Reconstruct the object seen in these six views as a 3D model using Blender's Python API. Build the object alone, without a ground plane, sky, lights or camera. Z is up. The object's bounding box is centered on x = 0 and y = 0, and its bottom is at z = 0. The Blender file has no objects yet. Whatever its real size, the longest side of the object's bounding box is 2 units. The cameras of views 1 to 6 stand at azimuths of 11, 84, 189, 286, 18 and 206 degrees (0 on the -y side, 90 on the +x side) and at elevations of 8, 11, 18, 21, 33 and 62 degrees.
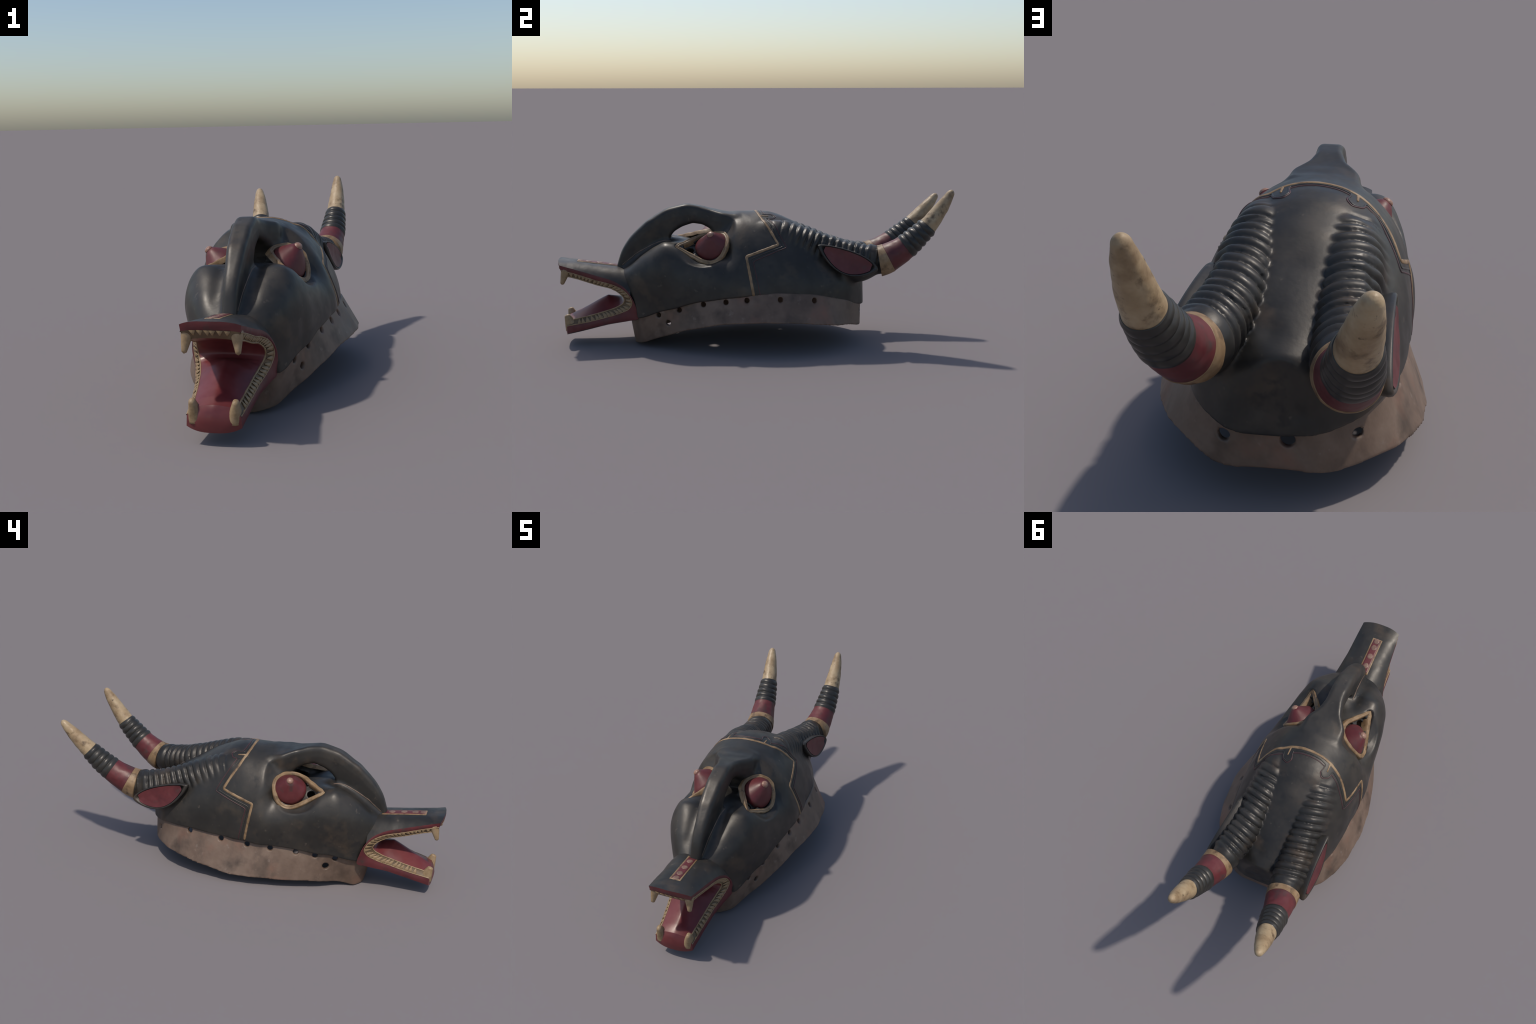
import bpy, bmesh, math, random
import numpy as np
from mathutils import Vector, Matrix, noise as mnoise
from mathutils.bvhtree import BVHTree

random.seed(7)
rng = np.random.default_rng(7)

# ------------------------------------------------------------------ frame
# The mask faces -y.  Its mid plane stands at x = X0 and the skull is carved
# with a slight roll that grows towards the back.
X0, ZC = -0.041, 0.60
ROLL = math.radians(6.0)


def smooth(a, b, t):
    t = np.clip((np.asarray(t, float) - a) / (b - a), 0, 1)
    return t * t * (3 - 2 * t)


def roll_at(y):
    return ROLL * smooth(-0.55, 0.12, y)


def mid_x(y):
    return X0 - .006 * smooth(-.3, .1, y)


def to_local(x, y, z):
    a = roll_at(y)
    c, s = np.cos(a), np.sin(a)
    dx, dz = x - mid_x(y), z - ZC
    return dx * c + dz * s, y, ZC + dz * c - dx * s


def to_world(X, y, Z):
    a = roll_at(y)
    c, s = np.cos(a), np.sin(a)
    dz = Z - ZC
    return mid_x(y) + X * c - dz * s, y, ZC + dz * c + X * s


def W(X, y, Z):
    return Vector([float(v) for v in to_world(X, y, Z)])


def curve1d(pts, soft=0.012):
    """smooth 1-D profile through control points (y, value)"""
    p = np.array(pts, float)
    g = np.linspace(p[0, 0] - 0.1, p[-1, 0] + 0.1, 1600)
    v = np.interp(g, p[:, 0], p[:, 1])
    n = max(3, int(soft / (g[1] - g[0])) | 1)
    k = np.hanning(n + 2)[1:-1]
    k /= k.sum()
    for _ in range(2):
        v = np.convolve(np.pad(v, n // 2, mode='edge'), k, 'valid')
    return lambda y: np.interp(y, g, v)


# ------------------------------------------------------------------ profiles
# half width of the body at the black edge, from muzzle to neck (squared, so
# that the ends round off)
_w = curve1d([(-0.70, .100**2), (-0.66, .130**2), (-0.62, .164**2), (-0.57, .196**2), (-0.5, .226**2),
              (-0.4, .252**2), (-0.28, .272**2), (-0.15, .288**2), (0.0, .292**2),
              (0.12, .290**2), (0.25, .276**2), (0.36, .246**2), (0.44, .208**2),
              (0.49, .152**2), (0.52, .115**2), (0.545, 0.0)], .03)
# how much the walls draw in below the cheeks
tuck = curve1d([(-0.66, .015), (-0.6, .028), (-0.5, .042), (-0.38, .040), (-0.2, .022), (0, .004), (.2, -.004), (.5, .0)], .08)
body_w = lambda y: np.sqrt(np.maximum(_w(y), 1e-5))
# top of the skull on the mid line (brow, crown, sloping poll)
skull_top = curve1d([(-0.30, .60), (-0.24, .648), (-0.19, .654), (-0.15, .648), (-0.09, .659), (0.0, .658),
                     (0.06, .652), (0.11, .638), (0.215, .588), (0.311, .527), (0.41, .464), (0.56, .368)], .03)
# top of the muzzle and cheeks
muzzle_top = curve1d([(-0.72, .345), (-0.68, .380), (-0.60, .455), (-0.53, .505), (-0.47, .532),
                      (-0.40, .526), (-0.30, .506), (-0.2, .47)], .04)
# outer rim, plan half width at the ground side
_rw = curve1d([(-0.655, 0), (-0.635, .080**2), (-0.59, .135**2), (-0.5, .180**2), (-0.43, .216**2), (-0.36, .246**2), (-0.25, .292**2),
               (-0.1, .342**2), (0.05, .360**2), (0.2, .350**2), (0.3, .326**2), (0.38, .284**2),
               (0.45, .216**2), (0.5, .145**2), (0.53, 0)], .02)
rim_w = lambda y: np.sqrt(np.maximum(_rw(y), 1e-5))
# height of the black edge and of the rim's foot : a(y) + b(y) x
edge_a = curve1d([(-0.66, .135), (-0.6, .155), (-0.5, .185), (-0.3, .232), (-0.1, .252), (0.1, .258), (0.25, .256),
                  (0.42, .225), (0.55, .185)], .05)
edge_b = curve1d([(-0.6, 0), (-0.3, .09), (0, .11), (0.25, .06), (0.5, .0)], .05)
foot_a = curve1d([(-0.64, .0), (-0.6, .004), (-0.5, .045), (-0.38, .080), (-0.2, .102), (0.0, .112), (0.3, .122), (0.42, .112), (0.53, .088)], .06)
foot_b = curve1d([(-0.62, .04), (-0.4, .13), (-0.2, .17), (0.0, .17), (0.3, .09), (0.5, 0.)], .06)


def edge_z(x, y):
    return edge_a(y) + edge_b(y) * x


def foot_z(x, y):
    return foot_a(y) + foot_b(y) * x


def catmull(P, n):
    P = np.asarray(P, float)
    t = np.concatenate([[0], np.cumsum(np.linalg.norm(np.diff(P[:, :3], axis=0), axis=1) + 1e-9)])
    Q = np.vstack([2 * P[0] - P[1], P, 2 * P[-1] - P[-2]])
    T = np.concatenate([[2 * t[0] - t[1]], t, [2 * t[-1] - t[-2]]])
    s = np.linspace(0, t[-1], n)
    out = []
    for v in s:
        i = min(max(np.searchsorted(t, v, 'right') - 1, 0), len(P) - 2)
        p0, p1, p2, p3 = Q[i:i + 4]; t0, t1, t2, t3 = T[i:i + 4]
        a1 = (t1 - v) / (t1 - t0) * p0 + (v - t0) / (t1 - t0) * p1
        a2 = (t2 - v) / (t2 - t1) * p1 + (v - t1) / (t2 - t1) * p2
        a3 = (t3 - v) / (t3 - t2) * p2 + (v - t2) / (t3 - t2) * p3
        b1 = (t2 - v) / (t2 - t0) * a1 + (v - t0) / (t2 - t0) * a2
        b2 = (t3 - v) / (t3 - t1) * a2 + (v - t1) / (t3 - t1) * a3
        out.append((t2 - v) / (t2 - t1) * b1 + (v - t1) / (t2 - t1) * b2)
    return np.array(out), s


# ------------------------------------------------------------------ implicit shapes
def smin(a, b, k):
    h = np.maximum(k - np.abs(a - b), 0) / k
    return np.minimum(a, b) - h * h * k * 0.25


def smax(a, b, k):
    return -smin(-a, -b, k)


def lumps(x, y, z, f, seed):
    r = np.random.default_rng(seed)
    out = 0
    for _ in range(7):
        d = r.normal(size=3)
        d *= f * r.uniform(.6, 1.4) / np.linalg.norm(d)
        out = out + np.sin(d[0] * x + d[1] * y + d[2] * z + r.uniform(0, 6.28))
    return out / 4.0


def dome(X, y, z, w, top, base, n):
    """distance-like value of a dome section: walls below base, superellipse above"""
    zz = np.maximum(z - base, 0)
    h = np.maximum(top - base, .02)
    r = ((np.abs(X) / w) ** n + (zz / h) ** n) ** (1 / n)
    rad = np.sqrt(X * X + zz * zz) + 1e-6
    return (r - 1) * rad / np.maximum(r, 1e-4)


EYE_C = np.array([0.152, -0.250, 0.505])          # local, +X side
EYE_N = np.array([0.68, -0.22, 0.70]); EYE_N /= np.linalg.norm(EYE_N)
EYE_T = np.array([0.02, -1.0, 0.0]); EYE_T -= EYE_N * EYE_T.dot(EYE_N); EYE_T /= np.linalg.norm(EYE_T)   # to the muzzle
EYE_B = np.cross(EYE_N, EYE_T)                      # downwards/outwards
if EYE_B[2] > 0:
    EYE_B = -EYE_B


def eye_warp(t, b):
    # the eye rim is saddle shaped: corners stand out, upper and lower lid lie back
    return 1.6 * np.minimum(t * t, .024) - 2.2 * np.minimum(b * b, .010)


def eye_frame(X, y, z):
    d = (np.abs(X) - EYE_C[0], y - EYE_C[1], z - EYE_C[2])
    f = lambda v: d[0] * v[0] + d[1] * v[1] + d[2] * v[2]
    t, b, n = f(EYE_T), f(EYE_B), f(EYE_N)
    return t, b, n - eye_warp(t, b)


# nose bridge: upper and lower outline of the free-standing arch
arch_up = curve1d([(-0.732, .30), (-0.716, .375), (-0.688, .470), (-0.640, .540), (-0.556, .617), (-0.46, .676),
                   (-0.36, .699), (-0.30, .691), (-0.21, .664), (-0.12, .645)], .05)
arch_lo = curve1d([(-0.70, .3), (-0.475, .30), (-0.452, .52), (-0.42, .562), (-0.378, .586), (-0.325, .601), (-0.28, .594),
                   (-0.240, .574), (-0.210, .535), (-0.19, .3)], .022)
arch_hw = curve1d([(-0.70, .026), (-0.6, .036), (-0.5, .042), (-0.4, .044), (-0.3, .046), (-0.24, .062), (-0.18, .105)], .04)


def wall_w(y, z, X=None):
    k = 1.0 if X is None else np.where(X > 0, .30, 1.0)       # the near-side wall stands straighter
    return np.maximum(body_w(y) - k * tuck(y) * smooth(.42, .17, z), .002)


def cheek_sag(X, y):
    # the muzzle dips on either side of the nose bridge and swells to a cheek knob
    a = np.abs(X)
    k = np.exp(-((y + .47) / .07) ** 2)
    return .022 * k * np.exp(-((a - .185) / .055) ** 2) - .016 * np.exp(-((a - .065) / .035) ** 2) * smooth(-.70, -.6, y) * smooth(-.35, -.45, y)


def skull_f(X, y, z):
    d = dome(X, y, z, wall_w(y, z, X), skull_top(y), 0.25, np.where(X > 0, 2.06, 2.18))
    d = smax(d, y - .533, .012)
    brow = (-0.196 + 0.30 * np.maximum(np.abs(X) - .04, 0)**1.0) - y      # keep only behind the brow
    return smax(d, brow, .05)


def muzzle_f(X, y, z):
    d = dome(X, y, z, wall_w(y, z, X), muzzle_top(y) + cheek_sag(X, y), 0.22, 3.4)
    return smax(d, y + 0.10, .04)


def lower_f(X, y, z):
    # side walls under the eyes, tie skull and muzzle together
    d = dome(X, y, z, wall_w(y, z, X), 0.47 + 0 * y, 0.22, 2.6)
    return smax(smax(d, y - 0.05, .05), -0.45 - y, .05)


def hull_f(X, y, z):
    a = smin(skull_f(X, y, z), muzzle_f(X, y, z), .05)
    return smin(a, lower_f(X, y, z), .03)


def arch_f(X, y, z):
    zu, zl = arch_up(y), arch_lo(y)
    hw = arch_hw(y) - 0.10 * np.clip(z - zu + 0.05, 0, .06)
    d = smax((z - zu) * .75, (zl - z) * .6, .03)
    d = smax(d, np.abs(X) - hw, .020)
    d = smax(d, y + 0.10, .02)
    return d


HORN = {
    1: [(.078, .040, .582, .038), (.084, .110, .568, .054), (.092, .220, .526, .063), (.105, .330, .484, .068), (.124, .440, .446, .073),
        (.146, .530, .428, .076), (.161, .594, .425, .077), (.171, .658, .453, .070), (.179, .720, .496, .061),
        (.184, .775, .546, .054), (.187, .828, .600, .046), (.188, .873, .660, .039), (.187, .913, .718, .030), (.184, .948, .776, .016)],
    -1: [(-.120, .045, .568, .038), (-.126, .110, .554, .055), (-.139, .220, .510, .064), (-.149, .330, .457, .069), (-.158, .440, .412, .073),
         (-.165, .530, .390, .076), (-.173, .598, .387, .077), (-.183, .667, .416, .070), (-.193, .735, .457, .061),
         (-.201, .796, .504, .054), (-.208, .852, .554, .046), (-.219, .904, .607, .039), (-.229, .950, .658, .030), (-.239, .993, .708, .016)],
}


RIB = .0345


def horn_root_f(x, y, z):
    """the horns' roots swell out of the skull: a chain of round cones with carved ring ridges"""
    d = np.full(np.shape(x), 1.0)
    for side in (1, -1):
        P = catmull(HORN[side][:7], 14)[0]
        P[-1, 3] -= .010
        run = 0.0
        best = np.full(np.shape(x), 1.0)
        L, BX, BZ, RD = (np.zeros(np.shape(x)) for _ in range(4))
        for a, b in zip(P[:-1], P[1:]):
            ab = b[:3] - a[:3]
            ln = math.sqrt(ab.dot(ab))
            t = np.clip(((x - a[0]) * ab[0] + (y - a[1]) * ab[1] + (z - a[2]) * ab[2]) / ln**2, 0, 1)
            dx, dy, dz = x - a[0] - t * ab[0], y - a[1] - t * ab[1], z - a[2] - t * ab[2]
            rad = np.sqrt(np.where(dx * side > 0, dx * (1 - .24 * smooth(.58, .46, y)), dx)**2 + dy**2 + dz**2)     # wider on the outer side
            q = rad - (a[3] + t * (b[3] - a[3]))
            m = q < best
            best = np.where(m, q, best)
            L = np.where(m, run + t * ln, L); BX = np.where(m, dx * side, BX); BZ = np.where(m, dz, BZ); RD = np.where(m, rad, RD)
            run += ln
        # ring ridges: round backs, narrow grooves, leaning a little, worn on the inner edge
        ph = np.abs(np.sin(np.pi * (L + .12 * BX) / RIB + .2 * np.sin(L * 23 + 2 * side)))
        amp = (.0130 + .0020 * np.sin(L * 57 + side)) * smooth(.0, .06, L) * smooth(-.066, -.02, BZ)
        best = best - amp * (np.sqrt(ph**2 + .01)**.65 - .66)
        # the ear lies against the outer flank
        best = best + .012 * smooth(.25, .85, (BX - .35 * np.maximum(BZ, 0)) / np.maximum(RD, .01)) * smooth(.24, .33, y) * smooth(.61, .56, y)
        d = np.minimum(d, best)
    return d


def head_f(x, y, z):
    X, y, Z = to_local(x, y, z)
    d = hull_f(X, y, Z)
    # eye sockets: a bowl scooped round each eye, deeper behind it
    t, b, n = eye_frame(X, y, Z)
    tt, bb = (t + .010) / .195, (b + .012) / .170
    bowl = (((tt**2 + bb**2)**1.5 + (np.abs(n - .110) / .118)**3)**(1 / 3) - 1) * .118
    d = smax(d, -bowl, .007)
    # flat seat of the eye
    seat = smax(np.sqrt((t * .9)**2 + b**2) - .085, n + .006, .02)
    d = smin(d, smax(seat, -n - .05, .01), .02)
    # bed of the eye rim: nothing stands above it inside the teardrop
    bed = None
    for k in range(7):
        tk = .136 * k / 6
        c = np.sqrt((t - tk)**2 + (b / .97)**2) - (.106 - .082 * k / 6)
        bed = c if bed is None else np.minimum(bed, c)
    d = smax(d, -np.maximum(bed, -.001 - n), .005)
    # sunken floor inside the eye outline
    pit = np.minimum(np.sqrt((t + .004)**2 + b**2) - .080, np.sqrt((t - .085)**2 + b**2) - .040)
    d = np.maximum(d, -np.maximum(pit, -.026 - n))
    # tear slit in front of the eye cone
    slit = np.sqrt((t - .098)**2 + (b - .004)**2) - .019
    slit = np.maximum(slit, np.abs(n) - .07)
    if d.ndim == 3:
        j0 = int(np.searchsorted(y[0, :, 0], -.06))
        sl = np.s_[:, j0:, :]
    else:
        sl = np.s_[...]
    hr = horn_root_f(x[sl], y[sl], z[sl])
    inner_side = smooth(.16, .115, np.abs(X[sl]))
    d[sl] = smin(d[sl], hr, .034 - .030 * inner_side)
    # thick root under each horn and ear
    for px, py, pz in ((.154, .485, .386), (-.184, .485, .343)):
        d[sl] = smin(d[sl], np.sqrt((x[sl] - px)**2 + ((y[sl] - py) * .75)**2 + (z[sl] - pz)**2) - .066, .03)
    d = smin(d, arch_f(X, y, Z), .022)
    d = np.maximum(d, -slit)
    d = d + .0016 * lumps(x, y, z, 26, 3) + .0007 * lumps(x, y, z, 70, 5)
    # dents and tool marks on the poll and the back wall
    for px, py, pz, pr, pd in [(.012, .478, .428, .030, .010), (-.02, .30, .53, .05, .004), (.03, .545, .26, .022, .006), (-.06, .545, .25, .02, .007), (-.10, .54, .24, .018, .005)]:
        d = d + pd * np.exp(-((x - px)**2 + (y - py)**2 + (z - pz)**2) / pr**2)
    # hollow
    inner = hull_f(X, y, Z) + .030
    inner = smax(inner, -bowl + .03, .02)
    inner = smax(inner, -.60 - y, .02)
    d = smax(d, -inner, .004)
    d = smax(d, mouth_cut(X, y, Z), .006)
    cut = edge_z(x, y) + .0035 * lumps(x, y, z * 0, 34, 11) - z
    d = smax(d, cut, .008)
    return d


def mouth_cut(X, y, z):
    """positive (cut away) in front of the lip line, below the upper jaw"""
    yb = np.interp(z, [.02, .12, .152, .205, .250, .288, .312, .335, .36], [-.604, -.604, -.608, -.615, -.630, -.662, -.71, -.80, -1.0])
    a = (yb - y) * .7
    # throat: a pocket behind the lips
    pk = smax(np.sqrt(((np.abs(X)) / 1.0)**2 + ((z - .235) * 1.5)**2) - .105, y + .545, .02)
    return np.maximum(a, -pk)


HOLES = []


def rim_holes():
    ys = [-.506, -.402, -.284, -.176, -.076, .084, .25]
    for yv in ys:
        HOLES.append((1, yv, -.012, .0125))
    HOLES.append((1, -.456, -.062, .0125))
    for yv in [-.50, -.40, -.305, -.175, -.055, .085, .26]:
        HOLES.append((-1, yv, -.016, .0135))
    HOLES.append((-1, -.455, -.065, .0165))


rim_holes()


hole_w = lambda y, side: wall_w(y, edge_a(y), np.asarray(side * 1.0))


def rim_f(x, y, z):
    ez, fz = edge_z(x, y) , foot_z(x, y)
    t = np.clip((ez + .02 - z) / (ez - fz + .02), -.3, 1.2)
    wt = np.maximum(wall_w(y, edge_a(y), x - X0) - .012, .01)
    wb = rim_w(y) - np.where(x < X0, .024, 0.) * np.exp(-((y + .54) / .09)**2) + np.where(x > X0, .030, 0.) * np.exp(-((y + .36) / .16)**2)
    X1 = x - (X0 + .006 + .036 * smooth(-.5, .1, y))
    w = wt * (1 - t) + wb * t
    w = w * np.sqrt(np.clip(1 - (np.maximum(-.575 - y, 0) / .078)**2, .02, 1))
    d = (np.abs(X1) - w)
    slope = np.abs(np.gradient(w, axis=1) / np.gradient(y, axis=1)) if w.ndim == 3 else 0
    d = d / np.sqrt(1 + np.minimum(slope, 40)**2)
    d = d + .0018 * lumps(x, y, z, 30, 21)
    d = smax(smax(d, y - .514, .01), -.650 + .19 * (.13 - z) - y, .01)
    shell = np.maximum(d, -(d + .020))
    shell = smax(shell, z - ez - .015, .005)
    shell = smax(shell, np.maximum(fz + .004 * lumps(x, y, z * 0, 22, 23), .001) - z, .004)
    for side, hy, hz, r in HOLES:
        hx = side * .25
        ang = 0
        zc = edge_a(hy) + edge_b(hy) * (side * float(hole_w(hy, side)) + X0) + hz
        # hole axis leans with the outline
        sl = float(hole_w(hy + .02, side) - hole_w(hy - .02, side)) / .04
        ux, uy = 1 / math.hypot(1, sl), -sl / math.hypot(1, sl)
        px = side * float(hole_w(hy, side)) + X0 + .036 * float(smooth(-.5, .1, hy))
        ax = (x - px) * side * ux + (y - hy) * uy
        q = -(x - px) * side * uy + (y - hy) * ux
        c = np.sqrt(q**2 + (z - zc)**2) - r - .012 * np.clip(ax - .005, 0, .02)
        c = np.maximum(c, np.abs(ax) - .08)
        shell = smax(shell, -c, .004)
    # rear lacing holes
    for hx, r in [(-.035, .018), (.115, .015), (-.19, .012)]:
        zc = .172
        c = np.sqrt((x - hx)**2 + (z - zc)**2) - r
        c = np.maximum(c, .40 - y)
        shell = smax(shell, -c, .004)
    return shell


def surface_nets(f, lo, hi, h):
    nx, ny, nz = [int(math.ceil((hi[i] - lo[i]) / h)) + 1 for i in range(3)]
    gx, gy, gz = [lo[i] + h * np.arange(n) for i, n in enumerate((nx, ny, nz))]
    D = np.empty((nx, ny, nz), np.float32)
    step = 40
    D = f(*[a.astype(np.float64) for a in np.meshgrid(gx, gy, gz, indexing='ij')]).astype(np.float32)
    S = D < 0
    corners = [(i, j, k) for i in (0, 1) for j in (0, 1) for k in (0, 1)]
    cnt = sum(S[i:nx - 1 + i, j:ny - 1 + j, k:nz - 1 + k].astype(np.int8) for i, j, k in corners)
    act = (cnt > 0) & (cnt < 8)
    idx = -np.ones(act.shape, np.int64)
    ci = np.argwhere(act)
    idx[act] = np.arange(len(ci))
    acc = np.zeros((len(ci), 3))
    num = np.zeros(len(ci))
    for a in corners:
        for ax in range(3):
            if a[ax]:
                continue
            b = list(a); b[ax] = 1
            da = D[ci[:, 0] + a[0], ci[:, 1] + a[1], ci[:, 2] + a[2]].astype(float)
            db = D[ci[:, 0] + b[0], ci[:, 1] + b[1], ci[:, 2] + b[2]].astype(float)
            m = (da < 0) != (db < 0)
            t = np.where(m, da / np.where(m, da - db, 1), 0)
            p = np.tile(np.array(a, float), (len(ci), 1))
            p[:, ax] = t
            acc[m] += p[m]
            num[m] += 1
    V = np.array(lo) + h * (ci + acc / num[:, None])
    F = []
    for ax in range(3):
        o1, o2 = (ax + 1) % 3, (ax + 2) % 3
        sl0 = [slice(None)] * 3; sl1 = [slice(None)] * 3
        sl0[ax] = slice(0, -1); sl1[ax] = slice(1, None)
        A, B = S[tuple(sl0)], S[tuple(sl1)]
        e = np.argwhere(A != B)
        ok = np.ones(len(e), bool)
        for o in (o1, o2):
            ok &= (e[:, o] > 0) & (e[:, o] < D.shape[o] - 1)
        e = e[ok]
        ins = A[e[:, 0], e[:, 1], e[:, 2]]

        def cell(d1, d2):
            c = e.copy(); c[:, o1] += d1; c[:, o2] += d2
            return idx[c[:, 0], c[:, 1], c[:, 2]]
        q = np.stack([cell(-1, -1), cell(0, -1), cell(0, 0), cell(-1, 0)], 1)
        q[~ins] = q[~ins][:, ::-1]
        F.append(q)
    return V, np.concatenate(F)


# ------------------------------------------------------------------ mesh helpers
def new_obj(name, mesh, parent=None, mat=None):
    ob = bpy.data.objects.new(name, mesh)
    bpy.context.scene.collection.objects.link(ob)
    if mat is not None:
        mesh.materials.clear(); mesh.materials.append(mat)
    if parent is not None:
        ob.parent = parent
    return ob


def mesh_from(name, V, F, smooth_shade=True):
    me = bpy.data.meshes.new(name)
    me.from_pydata([tuple(map(float, v)) for v in V], [], [tuple(int(i) for i in f) for f in F])
    me.validate()
    if smooth_shade:
        me.shade_smooth()
    return me


def mesh_np(name, V, F):
    me = bpy.data.meshes.new(name)
    me.vertices.add(len(V)); me.vertices.foreach_set('co', np.asarray(V, np.float32).ravel())
    me.loops.add(F.size); me.loops.foreach_set('vertex_index', F.ravel().astype(np.int32))
    me.polygons.add(len(F))
    me.polygons.foreach_set('loop_start', np.arange(0, F.size, F.shape[1], dtype=np.int32))
    me.update(calc_edges=True)
    me.shade_smooth()
    return me


def grid_faces(nu, nv, wrap=False):
    F = []
    for i in range(nu - 1):
        for j in range(nv if wrap else nv - 1):
            k = (j + 1) % nv
            F.append((i * nv + j, i * nv + k, (i + 1) * nv + k, (i + 1) * nv + j))
    return F


def fix_normals(me):
    bm = bmesh.new(); bm.from_mesh(me)
    bmesh.ops.remove_doubles(bm, verts=bm.verts, dist=1e-5)
    bmesh.ops.recalc_face_normals(bm, faces=bm.faces)
    bm.to_mesh(me); bm.free()


# ------------------------------------------------------------------ materials
def make_mat(name, cols, scale=9, rough=(.38, .55), bump=.15, bscale=60, spots=None, coat=0.0, spec=.5, tint=(1, .93, .85)):
    """cols: list of (position, rgb) over a soft noise; spots: (rgb, scale, threshold)"""
    m = bpy.data.materials.new(name); m.use_nodes = True
    nt = m.node_tree; N = nt.nodes; L = nt.links
    bs = N['Principled BSDF']
    tc = N.new('ShaderNodeTexCoord')
    n1 = N.new('ShaderNodeTexNoise'); n1.inputs['Scale'].default_value = scale
    n1.inputs['Detail'].default_value = 6; n1.inputs['Roughness'].default_value = .62
    L.new(tc.outputs['Object'], n1.inputs['Vector'])
    cr = N.new('ShaderNodeValToRGB')
    els = cr.color_ramp.elements
    while len(els) > 1:
        els.remove(els[-1])
    els[0].position = cols[0][0]; els[0].color = (*cols[0][1], 1)
    for p, c in cols[1:]:
        e = els.new(p); e.color = (*c, 1)
    L.new(n1.outputs['Fac'], cr.inputs['Fac'])
    col = cr.outputs['Color']
    for si, (rgb, sc, lo, hi) in enumerate(spots or []):
        n2 = N.new('ShaderNodeTexNoise'); n2.inputs['Scale'].default_value = sc
        n2.inputs['Detail'].default_value = 4; n2.inputs['Roughness'].default_value = .55
        mp = N.new('ShaderNodeMapping'); mp.inputs['Location'].default_value = (3.1 * si + 1.7, .4, 2.2)
        L.new(tc.outputs['Object'], mp.inputs['Vector']); L.new(mp.outputs['Vector'], n2.inputs['Vector'])
        mr = N.new('ShaderNodeMapRange')
        mr.inputs['From Min'].default_value = lo; mr.inputs['From Max'].default_value = hi
        L.new(n2.outputs['Fac'], mr.inputs['Value'])
        mx = N.new('ShaderNodeMix'); mx.data_type = 'RGBA'
        L.new(mr.outputs['Result'], mx.inputs['Factor']); L.new(col, mx.inputs['A'])
        mx.inputs['B'].default_value = (*rgb, 1)
        col = mx.outputs['Result']
    L.new(col, bs.inputs['Base Color'])
    n3 = N.new('ShaderNodeTexNoise'); n3.inputs['Scale'].default_value = 14; n3.inputs['Detail'].default_value = 3
    L.new(tc.outputs['Object'], n3.inputs['Vector'])
    rr = N.new('ShaderNodeMapRange'); rr.inputs['From Min'].default_value = .3; rr.inputs['From Max'].default_value = .7
    rr.inputs['To Min'].default_value = rough[0]; rr.inputs['To Max'].default_value = rough[1]
    L.new(n3.outputs['Fac'], rr.inputs['Value']); L.new(rr.outputs['Result'], bs.inputs['Roughness'])
    nb = N.new('ShaderNodeTexNoise'); nb.inputs['Scale'].default_value = bscale; nb.inputs['Detail'].default_value = 4
    L.new(tc.outputs['Object'], nb.inputs['Vector'])
    bp = N.new('ShaderNodeBump'); bp.inputs['Strength'].default_value = bump; bp.inputs['Distance'].default_value = .004
    L.new(nb.outputs['Fac'], bp.inputs['Height']); L.new(bp.outputs['Normal'], bs.inputs['Normal'])
    bs.inputs['Coat Weight'].default_value = coat
    bs.inputs['Specular IOR Level'].default_value = spec
    bs.inputs['Specular Tint'].default_value = (*tint, 1)
    return m


BLACK = make_mat('black_paint', [(.30, (.0155, .0145, .0130)), (.5, (.027, .0245, .0215)), (.72, (.047, .039, .031))], 6,
                 (.36, .52), .12, 55, [((.064, .045, .030), 8, .55, .76), ((.020, .019, .018), 23, .55, .7), ((.095, .076, .058), 30, .66, .80)])
BLACKRIB = make_mat('black_paint_ribbed', [(.32, (.018, .017, .016)), (.55, (.028, .026, .023)), (.75, (.048, .040, .031))], 9,
                    (.32, .45), .08, 60, [((.080, .058, .038), 16, .60, .82)])
RED = make_mat('red_paint', [(.3, (.075, .015, .018)), (.5, (.108, .019, .022)), (.7, (.135, .030, .031))], 12,
               (.40, .55), .14, 60, [((.050, .030, .026), 18, .55, .74)])
REDMOUTH = make_mat('mouth_red_paint', [(.3, (.105, .018, .021)), (.5, (.145, .027, .028)), (.7, (.170, .048, .046))], 9,
                    (.30, .45), .08, 50, [((.10, .045, .040), 14, .60, .80)])
CREAM = make_mat('cream_paint', [(.3, (.15, .088, .040)), (.5, (.25, .155, .078)), (.72, (.34, .23, .13))], 16,
                 (.42, .6), .25, 80, [((.09, .052, .027), 26, .54, .72)])
BONE = make_mat('horn_tip_cream', [(.3, (.24, .155, .078)), (.5, (.36, .25, .14)), (.72, (.44, .33, .20))], 10,
                (.4, .55), .3, 70, [((.15, .085, .040), 11, .52, .72), ((.10, .060, .030), 24, .56, .72), ((.06, .038, .02), 60, .66, .76)])
TAN = make_mat('tooth_cream', [(.3, (.20, .125, .06)), (.5, (.30, .20, .105)), (.72, (.38, .27, .16))], 30, (.4, .55), .2, 90)
GUM = make_mat('gum_brown', [(.3, (.085, .052, .027)), (.6, (.14, .090, .047)), (.8, (.19, .125, .067))], 30, (.45, .6), .2, 90)
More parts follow.
